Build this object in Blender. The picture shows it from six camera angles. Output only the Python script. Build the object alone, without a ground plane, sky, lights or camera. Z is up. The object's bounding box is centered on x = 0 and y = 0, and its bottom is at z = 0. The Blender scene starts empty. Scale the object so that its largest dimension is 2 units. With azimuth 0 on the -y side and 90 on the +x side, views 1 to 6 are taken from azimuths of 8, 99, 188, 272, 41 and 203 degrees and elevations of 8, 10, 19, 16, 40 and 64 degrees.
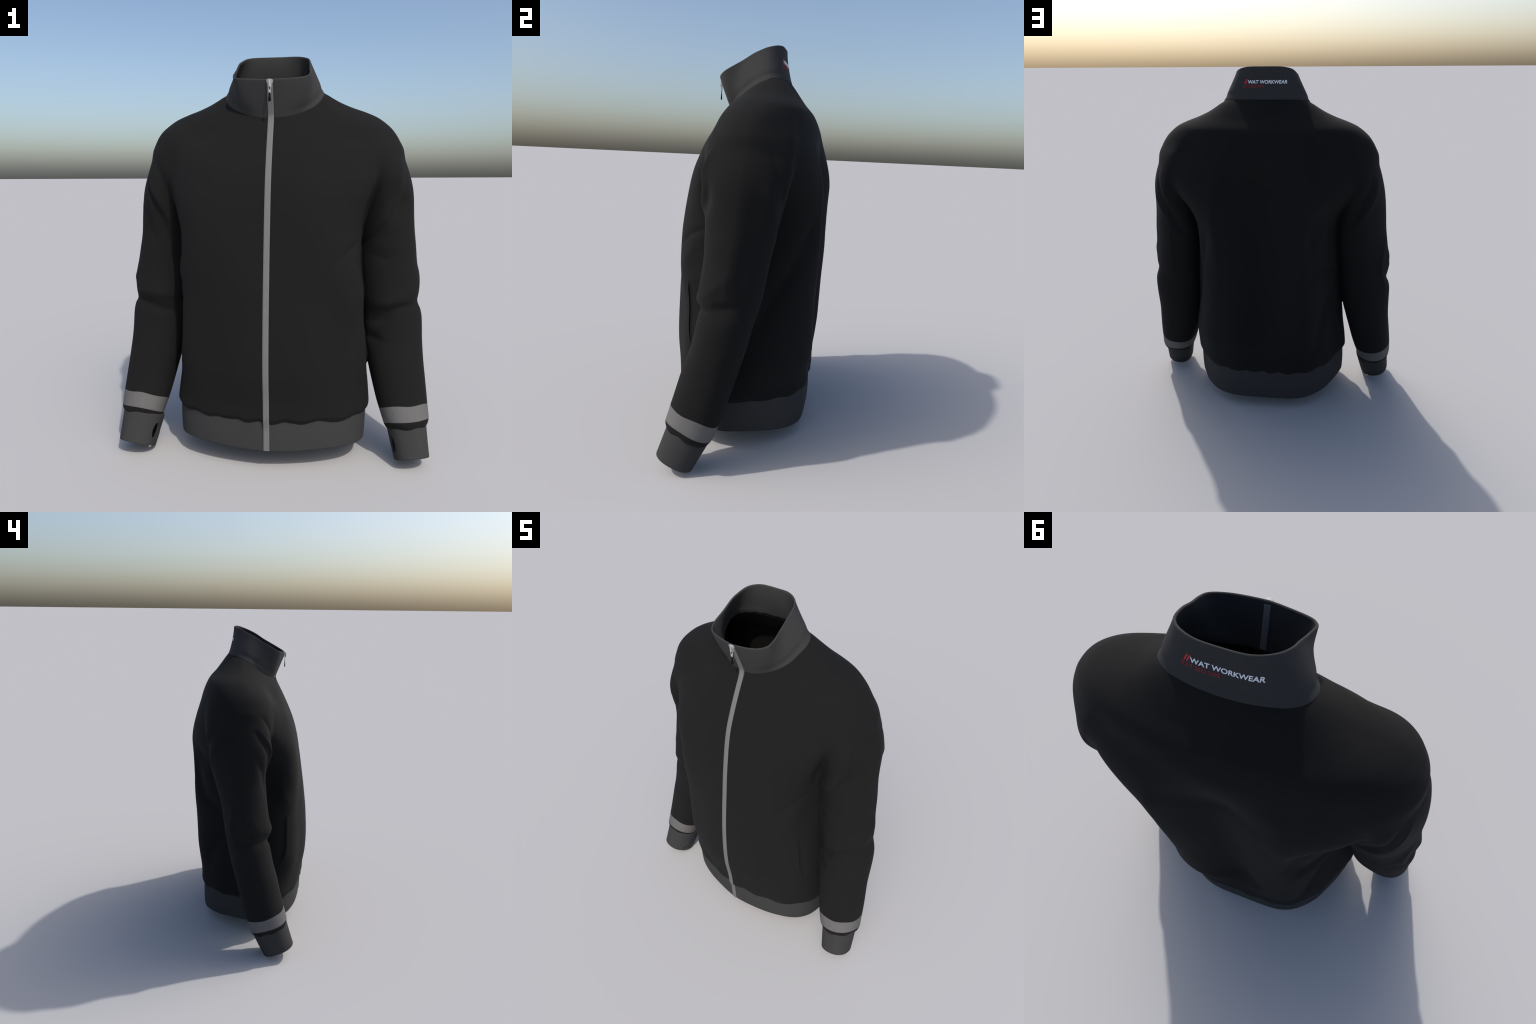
"""Zip-up work jacket, standing as if worn, built part by part."""
import bpy, bmesh, math
import numpy as np
from mathutils import Vector
from mathutils.bvhtree import BVHTree

# ------------------------------------------------------------------ helpers
def pchip(xs, ys):
    x = np.asarray(xs, float); y = np.asarray(ys, float)
    o = np.argsort(x); x, y = x[o], y[o]
    h = np.diff(x); d = np.diff(y) / h
    m = np.zeros_like(y)
    m[0], m[-1] = d[0], d[-1]
    for i in range(1, len(x) - 1):
        if d[i - 1] * d[i] > 0:
            w1, w2 = 2 * h[i] + h[i - 1], h[i] + 2 * h[i - 1]
            m[i] = (w1 + w2) / (w1 / d[i - 1] + w2 / d[i])
    def f(q):
        q = np.clip(np.asarray(q, float), x[0], x[-1])
        i = np.clip(np.searchsorted(x, q) - 1, 0, len(x) - 2)
        t = (q - x[i]) / h[i]
        return ((1 + 2 * t) * (1 - t) ** 2 * y[i] + t * (1 - t) ** 2 * h[i] * m[i]
                + t * t * (3 - 2 * t) * y[i + 1] + t * t * (t - 1) * h[i] * m[i + 1])
    return f

def table(rows):
    """rows of (z, v1, v2 ...) -> list of interpolators over z"""
    a = np.array(rows, float)
    return [pchip(a[:, 0], a[:, k]) for k in range(1, a.shape[1])]

def closed_curve(points, n):
    """periodic Catmull-Rom through 3D points, resampled to n points by angle about the centre"""
    p = np.array(points, float); m = len(p); out = []
    for i in range(m):
        a, b, c, d = p[i - 1], p[i], p[(i + 1) % m], p[(i + 2) % m]
        for t in np.linspace(0, 1, 24, endpoint=False):
            out.append(0.5 * (2 * b + (c - a) * t + (2 * a - 5 * b + 4 * c - d) * t * t + (3 * b - a - 3 * c + d) * t ** 3))
    out = np.array(out)
    return out

def smoothstep(a, b, v):
    t = np.clip((v - a) / (b - a), 0, 1)
    return t * t * (3 - 2 * t)

def smin(a, b, k):
    h = np.clip(0.5 + 0.5 * (b - a) / k, 0, 1)
    return b + (a - b) * h - k * h * (1 - h)

# ------------------------------------------------------------------ torso profile
#        z     front y  back y
fy, = table([(0.10, -0.345), (0.24, -0.362), (0.344, -0.374), (0.543, -0.387), (0.73, -0.377), (0.876, -0.362),
             (1.011, -0.344), (1.139, -0.327), (1.258, -0.306), (1.368, -0.279), (1.483, -0.234), (1.575, -0.190),
             (1.654, -0.145), (1.72, -0.108), (1.80, -0.05), (1.90, 0.02)])
by, = table([(0.10, 0.34), (0.24, 0.356), (0.36, 0.377), (0.45, 0.388), (0.68, 0.393), (0.90, 0.398), (1.12, 0.402),
             (1.28, 0.398), (1.45, 0.372), (1.55, 0.338), (1.67, 0.287), (1.728, 0.237), (1.79, 0.191), (1.83, 0.162), (1.90, 0.11)])
# half width, with the shoulders as part of the torso
hw, = table([(0.10, 0.474), (0.30, 0.476), (0.45, 0.470), (0.60, 0.459), (0.80, 0.446), (1.00, 0.436), (1.12, 0.440),
             (1.22, 0.470), (1.32, 0.530), (1.42, 0.595), (1.52, 0.634), (1.57, 0.617), (1.62, 0.585), (1.655, 0.548),
             (1.683, 0.508), (1.707, 0.455), (1.73, 0.394), (1.765, 0.318), (1.803, 0.246), (1.90, 0.10)])
nf, = table([(0.10, 2.5), (0.5, 2.15), (0.8, 2.35), (1.1, 3.1), (1.3, 2.9), (1.45, 2.35), (1.6, 2.0), (1.7, 1.75), (1.9, 1.8)])
nb, = table([(0.10, 2.4), (0.5, 2.7), (1.1, 2.9), (1.3, 2.7), (1.5, 2.4), (1.65, 2.5), (1.75, 2.7), (1.9, 2.5)])
yc, = table([(0.10, 0.0), (0.6, 0.0), (1.1, 0.03), (1.35, 0.07), (1.55, 0.065), (1.7, 0.06), (1.8, 0.075), (1.9, 0.08)])

# outline of the hem seen from above, from the front round by the wearer's left (+x) to the back and on
HEM_PLAN = [(0, -0.352), (0.144, -0.336), (0.281, -0.304), (0.393, -0.247), (0.456, -0.164), (0.476, -0.051), (0.466, 0.01),
            (0.443, 0.077), (0.414, 0.139), (0.376, 0.207), (0.312, 0.276), (0.240, 0.317), (0.155, 0.335), (0.0, 0.338),
            (-0.155, 0.335), (-0.238, 0.317), (-0.306, 0.276), (-0.370, 0.207), (-0.406, 0.139), (-0.434, 0.077), (-0.458, 0.010),
            (-0.472, -0.060), (-0.458, -0.164), (-0.393, -0.247), (-0.281, -0.304), (-0.144, -0.336)]
_hp = closed_curve([(q[0], q[1], 0) for q in HEM_PLAN], 0)
_ha = np.arctan2(_hp[:, 0], -_hp[:, 1]); _ho = np.argsort(_ha); _ha = _ha[_ho]; _hq = np.hypot(_hp[_ho, 0], _hp[_ho, 1])
_ha = np.concatenate([_ha[-2:] - 2 * np.pi, _ha, _ha[:2] + 2 * np.pi]); _hq = np.concatenate([_hq[-2:], _hq, _hq[:2]])
def hem_plan(th):
    return np.interp(th, _ha, _hq)

def hem_line(th):
    """height of the scalloped lower edge of the black cloth"""
    ph = 9.0 * th + 0.9 * np.sin(2 * th + 0.7) + 0.5 * np.sin(3 * th + 2.0)
    swag = np.sqrt(np.sin(ph) ** 2 + 0.12)
    amp = 0.014 + 0.004 * np.sin(2 * th + 1.0)
    return 0.260 - amp * swag

def torso_field(p):
    x, y, z = p[:, 0], p[:, 1], p[:, 2]
    zz = np.clip(z, 0.1, 1.9)
    c = yc(zz); dy = y - c
    front = dy < 0
    b = np.where(front, c - fy(zz), by(zz) - c)
    # worn, the jacket sits a little turned: fuller right front, leaner right back, squarer left shoulder
    bump = lambda c, w: np.exp(-((zz - c) / w) ** 2)
    right = x > 0
    n_f = nf(zz) + np.where(right, 0.30 * bump(1.3, 0.2) + 0.40 * bump(1.64, 0.06), 0.60 * bump(1.61, 0.07))
    n_b = nb(zz) - np.where(right, 0.55 * bump(1.57, 0.13), 0.30 * bump(1.52, 0.12))
    n = np.where(front, n_f, n_b)
    ax = np.abs(x) / hw(zz); ay = np.abs(dy) / b
    s = (np.power(ax + 1e-6, n) + np.power(ay + 1e-6, n)) ** (1 / n)
    r = np.sqrt(x * x + dy * dy) + 1e-6
    f = r * (1 - 1 / np.maximum(s, 0.05))
    th = np.arctan2(x, -y)
    low = 1 - smoothstep(0.26, 0.48 + 0.16 * smoothstep(0.08, 0.30, -x) * smoothstep(0.0, 0.12, y), z)          # towards the hem the section takes the hem's outline
    r0 = np.sqrt(x * x + y * y) + 1e-6
    f = f * (1 - low) + (r0 - hem_plan(th) * 1.032) * low
    u = z - hem_line(th)
    # the cloth puffs out over the rib and rolls under it
    roll = np.where(u > 0, 0.012 * (1 - smoothstep(0.0, 0.026, u)), 0.012 - np.clip(u, -0.03, 0) * 2.5)
    roll = np.where(u > 0.08, 0, roll) 
    return f + roll

# ------------------------------------------------------------------ sleeve profile
#        z     outer x inner x front y back y
SLEEVE = [(1.70, 0.44, 0.30, 0.00, 0.14), (1.60, 0.560, 0.33, -0.08, 0.22), (1.52, 0.622, 0.37, -0.118, 0.246),
          (1.40, 0.664, 0.42, -0.140, 0.257), (1.30, 0.684, 0.440, -0.143, 0.243), (1.20, 0.695, 0.426, -0.132, 0.222),
          (1.10, 0.703, 0.420, -0.120, 0.205), (1.00, 0.713, 0.424, -0.120, 0.182), (0.90, 0.726, 0.434, -0.127, 0.165),
          (0.84, 0.728, 0.438, -0.132, 0.156), (0.80, 0.727, 0.440, -0.133, 0.149), (0.765, 0.730, 0.443, -0.130, 0.141),
          (0.735, 0.737, 0.446, -0.130, 0.134), (0.70, 0.742, 0.449, -0.135, 0.125), (0.60, 0.746, 0.459, -0.155, 0.102),
          (0.50, 0.751, 0.478, -0.186, 0.074), (0.40, 0.760, 0.500, -0.210, 0.046), (0.30, 0.770, 0.526, -0.236, 0.016),
          (0.20, 0.780, 0.560, -0.264, -0.018), (0.10, 0.795, 0.590, -0.29, -0.055)]
sxo, sxi, syf, syb = table(SLEEVE)
SHIFT = {1: 0.0, -1: 0.0}                      # the left sleeve hangs a touch further out
BAND_C = np.array([0.650, -0.110, 0.268])         # centre of the upper edge of the reflective band
AXIS = np.array([0.155, -0.355, -0.92]); AXIS /= np.linalg.norm(AXIS)
BAND_W, RIM_W = 0.074, 0.036

def along(p, side):
    q = p.copy(); q[:, 0] = q[:, 0] * side - SHIFT[side] * side
    return (q - BAND_C) @ AXIS

def sleeve_field(p, side):
    x = p[:, 0] * side - SHIFT[side] * side
    y, z = p[:, 1], p[:, 2]
    zz = np.clip(z, 0.1, 1.7)
    xo, xi, yf, yb = sxo(zz), sxi(zz), syf(zz), syb(zz)
    yb = yb + np.exp(-((zz - 0.90) / 0.28) ** 2) * (0.0 if side > 0 else -0.012)
    xo = xo + (0.010 * np.exp(-((zz - 1.35) / 0.12) ** 2) + 0.006 * np.exp(-((zz - 1.05) / 0.10) ** 2) if side > 0 else 0.004 * np.exp(-((zz - 1.0) / 0.08) ** 2))
    cx, cy, a, b = (xo + xi) / 2, (yf + yb) / 2, (xo - xi) / 2, (yb - yf) / 2
    dx, dy = x - cx, y - cy
    up = smoothstep(0.55, 0.95, z)
    outer, back = dx > 0, dy > 0
    if side > 0:
        n = np.where(outer, np.where(back, 2.2 - 0.70 * up, 2.25 - 0.1 * up), np.where(back, 2.25 + 0.9 * up, 2.1))
    else:
        n = np.where(outer, np.where(back, 2.2 - 0.65 * up, 2.1 - 0.15 * up), np.where(back, 2.25 + 0.9 * up, 2.0))
    s = (np.power(np.abs(dx) / a + 1e-6, n) + np.power(np.abs(dy) / b + 1e-6, n)) ** (1 / n)
    r = np.sqrt(dx * dx + dy * dy) + 1e-6
    f = r * (1 - 1 / np.maximum(s, 0.05)) * 0.97
    t = along(p, side)
    ang = np.arctan2(dx, -dy)
    e = BAND_W + RIM_W + 0.004 * np.sin(3 * ang + side) + 0.003 * np.sin(7 * ang + 2 * side)
    u = e - t                                    # distance above the sleeve's end
    roll = np.where(u > 0, 0.026 * (1 - np.sqrt(np.clip(1 - (1 - np.clip(u / 0.042, 0, 1)) ** 2, 0, 1))),
                    0.026 - np.clip(u, -0.05, 0) * 2.2)
    f = f + roll
    return np.maximum(f, z - 1.66)

# ------------------------------------------------------------------ folds
def seg_dist(p, a, b):
    a = np.array(a); b = np.array(b); ab = b - a
    t = np.clip((p - a) @ ab / (ab @ ab), 0, 1)
    return np.linalg.norm(p - (a + t[:, None] * ab), axis=1), t

# (path points, width, height) ; height < 0 is a crease, > 0 a ridge; given for the wearer's left (+x) side
RIGHT_FOLDS = [
    ([(0.74, -0.05, 0.795), (0.745, 0.00, 0.79), (0.735, 0.06, 0.80)], 0.022, -0.010),
    ([(0.34, 0.37, 1.12), (0.38, 0.34, 1.02), (0.42, 0.25, 0.87), (0.455, 0.12, 0.62)], 0.036, -0.030),
    ([(0.26, 0.37, 1.46), (0.27, 0.39, 1.22), (0.25, 0.39, 0.80)], 0.045, 0.013),
    ([(0.685, 0.15, 1.35), (0.70, 0.11, 1.05), (0.71, 0.08, 0.80)], 0.060, -0.006),
    ([(0.45, -0.16, 1.10), (0.39, -0.26, 1.06), (0.30, -0.31, 0.99)], 0.016, -0.010),
    ([(0.42, -0.24, 1.00), (0.38, -0.28, 0.90)], 0.040, 0.010),
    ([(0.64, 0.20, 1.45), (0.59, 0.235, 1.27), (0.535, 0.24, 1.16), (0.48, 0.22, 1.06)], 0.020, -0.012),
    ([(0.66, 0.17, 1.33), (0.61, 0.21, 1.18)], 0.018, 0.008),
    # armhole: a sharp ridge swings from the shoulder down into the armpit, over a deep hollow
    ([(0.610, -0.09, 1.456), (0.601, -0.11, 1.388), (0.585, -0.12, 1.304), (0.556, -0.13, 1.235), (0.512, -0.13, 1.181), (0.45, -0.11, 1.125)], 0.016, 0.030),
    ([(0.515, -0.14, 1.41), (0.505, -0.14, 1.31), (0.49, -0.13, 1.24), (0.455, -0.12, 1.165)], 0.026, -0.040),
    ([(0.62, -0.11, 1.33), (0.575, -0.13, 1.265), (0.53, -0.135, 1.195), (0.47, -0.12, 1.14), (0.42, -0.08, 1.10)], 0.013, 0.026),
    ([(0.46, -0.09, 1.03), (0.55, -0.14, 1.00), (0.62, -0.13, 1.03)], 0.030, -0.006),
    # elbow: one broken, slanting crease with soft rolls above it
    ([(0.467, -0.10, 0.689), (0.532, -0.15, 0.716), (0.588, -0.15, 0.748)], 0.016, -0.026),
    ([(0.575, -0.15, 0.742), (0.636, -0.12, 0.768), (0.70, -0.05, 0.772)], 0.014, -0.018),
    ([(0.488, -0.12, 0.765), (0.56, -0.15, 0.79), (0.64, -0.12, 0.822)], 0.022, 0.016),
    ([(0.643, -0.10, 0.815), (0.70, -0.04, 0.86), (0.72, 0.0, 0.92)], 0.018, 0.004),
    ([(0.74, -0.05, 0.795), (0.745, 0.00, 0.79), (0.735, 0.06, 0.80)], 0.020, -0.008),
    ([(0.47, -0.09, 0.612), (0.547, -0.14, 0.602)], 0.022, -0.016),
]
LEFT_FOLDS = [
    ([(0.74, -0.05, 0.785), (0.745, 0.00, 0.78), (0.735, 0.06, 0.79)], 0.022, -0.010),
    ([(0.585, -0.09, 1.50), (0.54, -0.15, 1.36), (0.485, -0.15, 1.20)], 0.018, -0.022),
    ([(0.645, -0.05, 1.42), (0.605, -0.13, 1.29), (0.55, -0.14, 1.17), (0.50, -0.12, 1.06)], 0.016, -0.022),
    ([(0.625, -0.08, 1.42), (0.57, -0.14, 1.29), (0.51, -0.15, 1.17)], 0.014, 0.008),
    ([(0.67, -0.05, 1.28), (0.64, -0.11, 1.17), (0.60, -0.12, 1.05)], 0.018, -0.011),
    ([(0.74, -0.03, 0.765), (0.68, -0.12, 0.775), (0.60, -0.14, 0.745), (0.49, -0.09, 0.705)], 0.018, -0.017),
    ([(0.50, -0.11, 0.80), (0.60, -0.16, 0.825), (0.69, -0.11, 0.82)], 0.030, 0.014),
    ([(0.70, -0.07, 0.91), (0.74, 0.02, 0.84)], 0.022, 0.006),
    ([(0.70, 0.08, 1.02), (0.69, 0.11, 0.86), (0.70, 0.06, 0.74)], 0.020, 0.010),
    ([(0.43, -0.20, 1.03), (0.41, -0.24, 0.90)], 0.035, 0.012),
    ([(0.64, 0.16, 1.40), (0.58, 0.22, 1.24), (0.52, 0.23, 1.12)], 0.018, 0.010),
    ([(0.60, 0.20, 1.42), (0.54, 0.235, 1.25), (0.49, 0.235, 1.14)], 0.018, -0.014),
    # the deep drag line from the shoulder blade round under the arm
    ([(0.30, 0.37, 1.16), (0.32, 0.37, 1.04), (0.37, 0.33, 0.92), (0.45, 0.20, 0.84)], 0.038, -0.045),
    ([(0.25, 0.37, 1.46), (0.255, 0.39, 1.25), (0.24, 0.39, 0.85)], 0.045, 0.012),
    ([(0.455, 0.15, 0.76), (0.40, 0.26, 0.58), (0.36, 0.32, 0.40)], 0.040, -0.032),
    ([(0.37, 0.34, 1.26), (0.37, 0.34, 1.08)], 0.050, -0.018),
]
BOTH_FOLDS = [
    ([(0.73, 0.02, 0.96), (0.74, 0.01, 0.87)], 0.030, 0.004),
]

def lumps(p):
    """slow unevenness of a heavy knit"""
    x, y, z = p.T
    return (0.0025 * np.sin(9 * x + 4 * z + 1) * np.sin(7 * z + 3 * y)
            + 0.0018 * np.sin(17 * x - 6 * z) * np.sin(13 * y + 8 * z + 2))

def torso_broad(p):
    """drape and hollows of the torso at the scale of a hand"""
    x, y, z = p.T
    d = lumps(p)
    # the back: a long hollow down the spine, between two soft ridges, and flanks that run in to the side
    win = smoothstep(0.24, 0.60, z) * (1 - smoothstep(1.34, 1.60, z)) * (y > 0.1)
    d -= 0.090 * win * np.exp(-(np.abs(x) / (0.140 + 0.03 * smoothstep(0.9, 1.4, z))) ** 2)
    wl = smoothstep(0.30, 0.65, z) * (1 - smoothstep(1.05, 1.40, z))
    d -= 0.062 * wl * np.exp(-(((x + 0.425) / 0.11) ** 2 + ((y - 0.26) / 0.14) ** 2))
    d -= 0.036 * wl * np.exp(-(((x - 0.435) / 0.09) ** 2 + ((y - 0.22) / 0.13) ** 2))
    d -= 0.045 * np.exp(-(((x + 0.44) / 0.10) ** 2 + ((y - 0.14) / 0.12) ** 2 + ((z - 0.55) / 0.22) ** 2))
    # the fronts hang full beside the arms
    wr = smoothstep(0.30, 0.52, z) * (1 - smoothstep(0.78, 0.98, z))
    d += 0.036 * wr * np.exp(-(((x - 0.42) / 0.09) ** 2 + ((y + 0.19) / 0.13) ** 2))
    d += 0.012 * np.exp(-(((x - 0.26) / 0.11) ** 2 + ((y + 0.32) / 0.12) ** 2 + ((z - 1.08) / 0.20) ** 2))
    wl2 = smoothstep(0.30, 0.52, z) * (1 - smoothstep(1.20, 1.42, z))
    d += 0.046 * wl2 * np.exp(-(((x + 0.38) / 0.11) ** 2 + ((y + 0.23) / 0.12) ** 2))
    # the hollows below the front of the armholes, and the sunken fronts of the upper sleeves
    d -= 0.008 * np.exp(-(((x - 0.45) / 0.06) ** 2 + ((y + 0.14) / 0.06) ** 2 + ((z - 1.03) / 0.10) ** 2))
    d -= 0.042 * np.exp(-(((x + 0.455) / 0.06) ** 2 + ((y + 0.14) / 0.07) ** 2 + ((z - 1.05) / 0.12) ** 2))
    d += 0.028 * np.exp(-(((x - 0.36) / 0.09) ** 2 + ((y + 0.27) / 0.10) ** 2 + ((z - 0.88) / 0.13) ** 2))
    d += 0.012 * np.exp(-(((x + 0.32) / 0.12) ** 2 + ((y + 0.24) / 0.10) ** 2 + ((z - 1.42) / 0.10) ** 2))
    for s_ in (1, -1):
        d -= (0.020 if s_ > 0 else 0.052) * np.exp(-(((x * s_ - 0.34) / 0.12) ** 2 + ((y + 0.14) / 0.10) ** 2 + ((z - 1.61) / 0.075) ** 2))
    # gathers above the hem and shallow drape lines
    dk = np.exp(-np.clip(z - 0.25, 0, 2) / 0.10)
    d += 0.0022 * dk * np.sin(14 * np.arctan2(x, -y) + 1.5 * np.sin(3 * x))
    return d

def sleeve_broad(p):
    """the sunken fronts of the upper sleeves"""
    x, y, z = p.T
    d = lumps(p)
    d -= 0.032 * np.exp(-(((x - 0.615) / 0.055) ** 2 + ((y + 0.11) / 0.07) ** 2 + ((z - 1.27) / 0.08) ** 2))
    d -= 0.016 * np.exp(-(((x + 0.585) / 0.065) ** 2 + ((y + 0.12) / 0.08) ** 2 + ((z - 1.15) / 0.14) ** 2))
    d -= 0.008 * np.exp(-(((x - 0.45) / 0.06) ** 2 + ((y + 0.14) / 0.06) ** 2 + ((z - 1.03) / 0.10) ** 2))
    d -= 0.042 * np.exp(-(((x + 0.455) / 0.06) ** 2 + ((y + 0.14) / 0.07) ** 2 + ((z - 1.05) / 0.12) ** 2))
    return d

def settle(path, side):
    """lay the drawn line of a fold onto the garment's own surface"""
    q = np.array(path, float); q[:, 0] *= side
    q = np.vstack([q[i] + (q[i + 1] - q[i]) * t for i in range(len(q) - 1) for t in (0, 0.25, 0.5, 0.75)] + [q[-1:]])
    bases = (lambda p: torso_field(p) - torso_broad(p), lambda p: sleeve_field(p, side) - sleeve_broad(p))
    which = int(np.abs(bases[1](q)).mean() < np.abs(bases[0](q)).mean()); base = bases[which]
    for _ in range(6):
        f = base(q); g = np.empty_like(q)
        for i in range(3):
            e = np.zeros(3); e[i] = 0.003
            g[:, i] = (base(q + e) - f) / 0.003
        q -= np.clip(f / np.maximum((g * g).sum(1), 0.2), -0.02, 0.02)[:, None] * g
    return q, (side if which else 0)
FOLDS = [(*settle(path, side), w, hgt) for side, sets in ((1, RIGHT_FOLDS + BOTH_FOLDS), (-1, LEFT_FOLDS + BOTH_FOLDS)) for path, w, hgt in sets]

def folds(p, part):
    d = np.zeros(len(p))
    for path, owner, w, hgt in FOLDS:
        if owner != part:
            continue
        lo = np.min(path, 0) - 4.5 * w; hi = np.max(path, 0) + 4.5 * w
        m = np.all((p > lo) & (p < hi), axis=1)
        if not m.any():
            continue
        q = p[m]; best = np.full(len(q), 9.0); at = np.zeros(len(q)); k = len(path) - 1
        for i in range(k):
            dist, t = seg_dist(q, path[i], path[i + 1])
            nearer = dist < best
            best = np.where(nearer, dist, best); at = np.where(nearer, (i + t) / k, at)
        taper = 0.25 + 0.75 * np.sin(np.pi * np.clip(at, 0, 1))
        # a fold has a pinched crest: steeper near its line than a bell curve
        d[m] += 1.4 * hgt * taper * np.exp(-1.25 * (np.sqrt((best / w) ** 2 + 0.05) - 0.22))
    return d

# pocket mouths: slanted slits on both fronts
POCKET_HIGH, POCKET_LOW = 0.850, 0.435
pocket_x, = table([(0.42, 0.459), (0.52, 0.437), (0.63, 0.420), (0.76, 0.416), (0.86, 0.413)])

def pocket_step(p):
    ax, y, z = np.abs(p[:, 0]), p[:, 1], p[:, 2]
    t = (z - POCKET_HIGH) / (POCKET_LOW - POCKET_HIGH)
    u = ax - pocket_x(z)
    inside = smoothstep(0, 0.16, t) * (1 - smoothstep(0.45, 1.0, t)) * (y < 0.0)
    return -0.009 * inside * smoothstep(-0.001, 0.004, u) * (1 - smoothstep(0.004, 0.075, u))

def torso_cloth(p):
    return torso_field(p) - torso_broad(p) - folds(p, 0)

def sleeve_cloth(p, side):
    return sleeve_field(p, side) - sleeve_broad(p) - folds(p, side)

def cloth_field(p):
    z = p[:, 2]
    k = 0.013 + 0.027 * smoothstep(1.30, 1.52, z)
    f = torso_cloth(p) - pocket_step(p)
    for side in (1, -1):
        m = p[:, 0] * side > 0.2
        if m.any():
            f[m] = smin(f[m], sleeve_cloth(p[m], side), k[m])
    return f

# ------------------------------------------------------------------ surface nets
def surface_nets(field, lo, hi, h):
    n = [int(math.ceil((b - a) / h)) + 1 for a, b in zip(lo, hi)]
    xs = [lo[i] + h * np.arange(n[i]) for i in range(3)]
    F = np.empty(n)
    for i, x in enumerate(xs[0]):
        Y, Z = np.meshgrid(xs[1], xs[2], indexing="ij")
        F[i] = field(np.column_stack([np.full(Y.size, x), Y.ravel(), Z.ravel()])).reshape(Y.shape)
    S = F < 0
    c = [S[i:n[0] - 1 + i, j:n[1] - 1 + j, k:n[2] - 1 + k] for i in (0, 1) for j in (0, 1) for k in (0, 1)]
    cnt = sum(q.astype(np.int8) for q in c)
    act = (cnt > 0) & (cnt < 8)
    idx = np.full(act.shape, -1, int); idx[act] = np.arange(act.sum())
    cells = np.argwhere(act)
    pos = np.zeros((len(cells), 3)); wt = np.zeros(len(cells))
    corners = [(i, j, k) for i in (0, 1) for j in (0, 1) for k in (0, 1)]
    val = {q: F[cells[:, 0] + q[0], cells[:, 1] + q[1], cells[:, 2] + q[2]] for q in corners}
    for q in corners:
        for ax in range(3):
            if q[ax] == 0:
                r = list(q); r[ax] = 1; r = tuple(r)
                a, b = val[q], val[r]
                m = (a < 0) != (b < 0)
                t = np.where(m, a / np.where(m, a - b, 1), 0)
                e = np.tile(np.array(q, float), (len(cells), 1)); e[:, ax] += t
                pos[m] += e[m]; wt[m] += 1
    v = np.array(lo) + h * (cells + pos / wt[:, None])
    faces = []
    for ax in range(3):
        u, w = (ax + 1) % 3, (ax + 2) % 3
        sl0 = [slice(None)] * 3; sl1 = [slice(None)] * 3
        sl0[ax] = slice(0, -1); sl1[ax] = slice(1, None)
        A, B = S[tuple(sl0)], S[tuple(sl1)]
        for flip in (0, 1):
            e = np.argwhere((A & ~B) if not flip else (~A & B))
            ok = (e[:, u] > 0) & (e[:, w] > 0) & (e[:, u] < n[u] - 1) & (e[:, w] < n[w] - 1)
            e = e[ok]
            def cell(du, dw):
                q = e.copy(); q[:, u] += du; q[:, w] += dw
                return idx[q[:, 0], q[:, 1], q[:, 2]]
            f = np.column_stack([cell(-1, -1), cell(0, -1), cell(0, 0), cell(-1, 0)])
            faces.append(f[:, ::-1] if flip else f)
    return v, np.vstack(faces)

def gradient(field, p, f, e=0.002):
    g = np.empty_like(p)
    for i in range(3):
        d = np.zeros(3); d[i] = e
        g[:, i] = (field(p + d) - f) / e
    return g

def project(field, p, steps=3):
    for _ in range(steps):
        f = field(p); g = gradient(field, p, f)
        p = p - np.clip(f / np.maximum((g * g).sum(1), 0.05), -0.012, 0.012)[:, None] * g * 0.9
    return p

# ------------------------------------------------------------------ collar curves
BASE = [(0, -0.141, 1.670), (0.083, -0.132, 1.678), (0.165, -0.093, 1.706), (0.215, -0.050, 1.741), (0.238, 0.0, 1.777),
        (0.246, 0.049, 1.803), (0.232, 0.096, 1.822), (0.190, 0.132, 1.828), (0.120, 0.152, 1.830), (0.04, 0.161, 1.831),
        (-0.04, 0.161, 1.831), (-0.120, 0.151, 1.830), (-0.190, 0.130, 1.828), (-0.234, 0.093, 1.822), (-0.248, 0.045, 1.802),
        (-0.240, 0.0, 1.777), (-0.215, -0.050, 1.741), (-0.165, -0.093, 1.708), (-0.083, -0.132, 1.678)]
TOP = [(0, -0.206, 1.836), (0.088, -0.196, 1.840), (0.143, -0.179, 1.847), (0.178, -0.152, 1.860), (0.187, -0.113, 1.881),
       (0.183, -0.062, 1.911), (0.180, -0.008, 1.946), (0.171, 0.047, 1.973), (0.152, 0.081, 1.986), (0.120, 0.106, 1.995),
       (0.075, 0.123, 1.999), (0.02, 0.127, 1.999), (-0.066, 0.125, 1.999), (-0.113, 0.110, 1.996), (-0.150, 0.078, 1.986),
       (-0.170, 0.030, 1.964), (-0.175, -0.010, 1.946), (-0.179, -0.070, 1.907), (-0.183, -0.130, 1.872), (-0.172, -0.160, 1.855),
       (-0.145, -0.180, 1.847), (-0.080, -0.196, 1.840)]
COLLAR_MID = np.array([0.0, -0.01])
NECK_N = 192

def by_angle(points, n, mid):
    c = closed_curve(points, n)
    a = np.arctan2(c[:, 0] - mid[0], -(c[:, 1] - mid[1]))
    o = np.argsort(a); a, c = a[o], c[o]
    a = np.concatenate([a[-3:] - 2 * np.pi, a, a[:3] + 2 * np.pi]); c = np.vstack([c[-3:], c, c[:3]])
    q = np.linspace(-np.pi, np.pi, n, endpoint=False)
    return q, np.column_stack([np.interp(q, a, c[:, k]) for k in range(3)])

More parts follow.
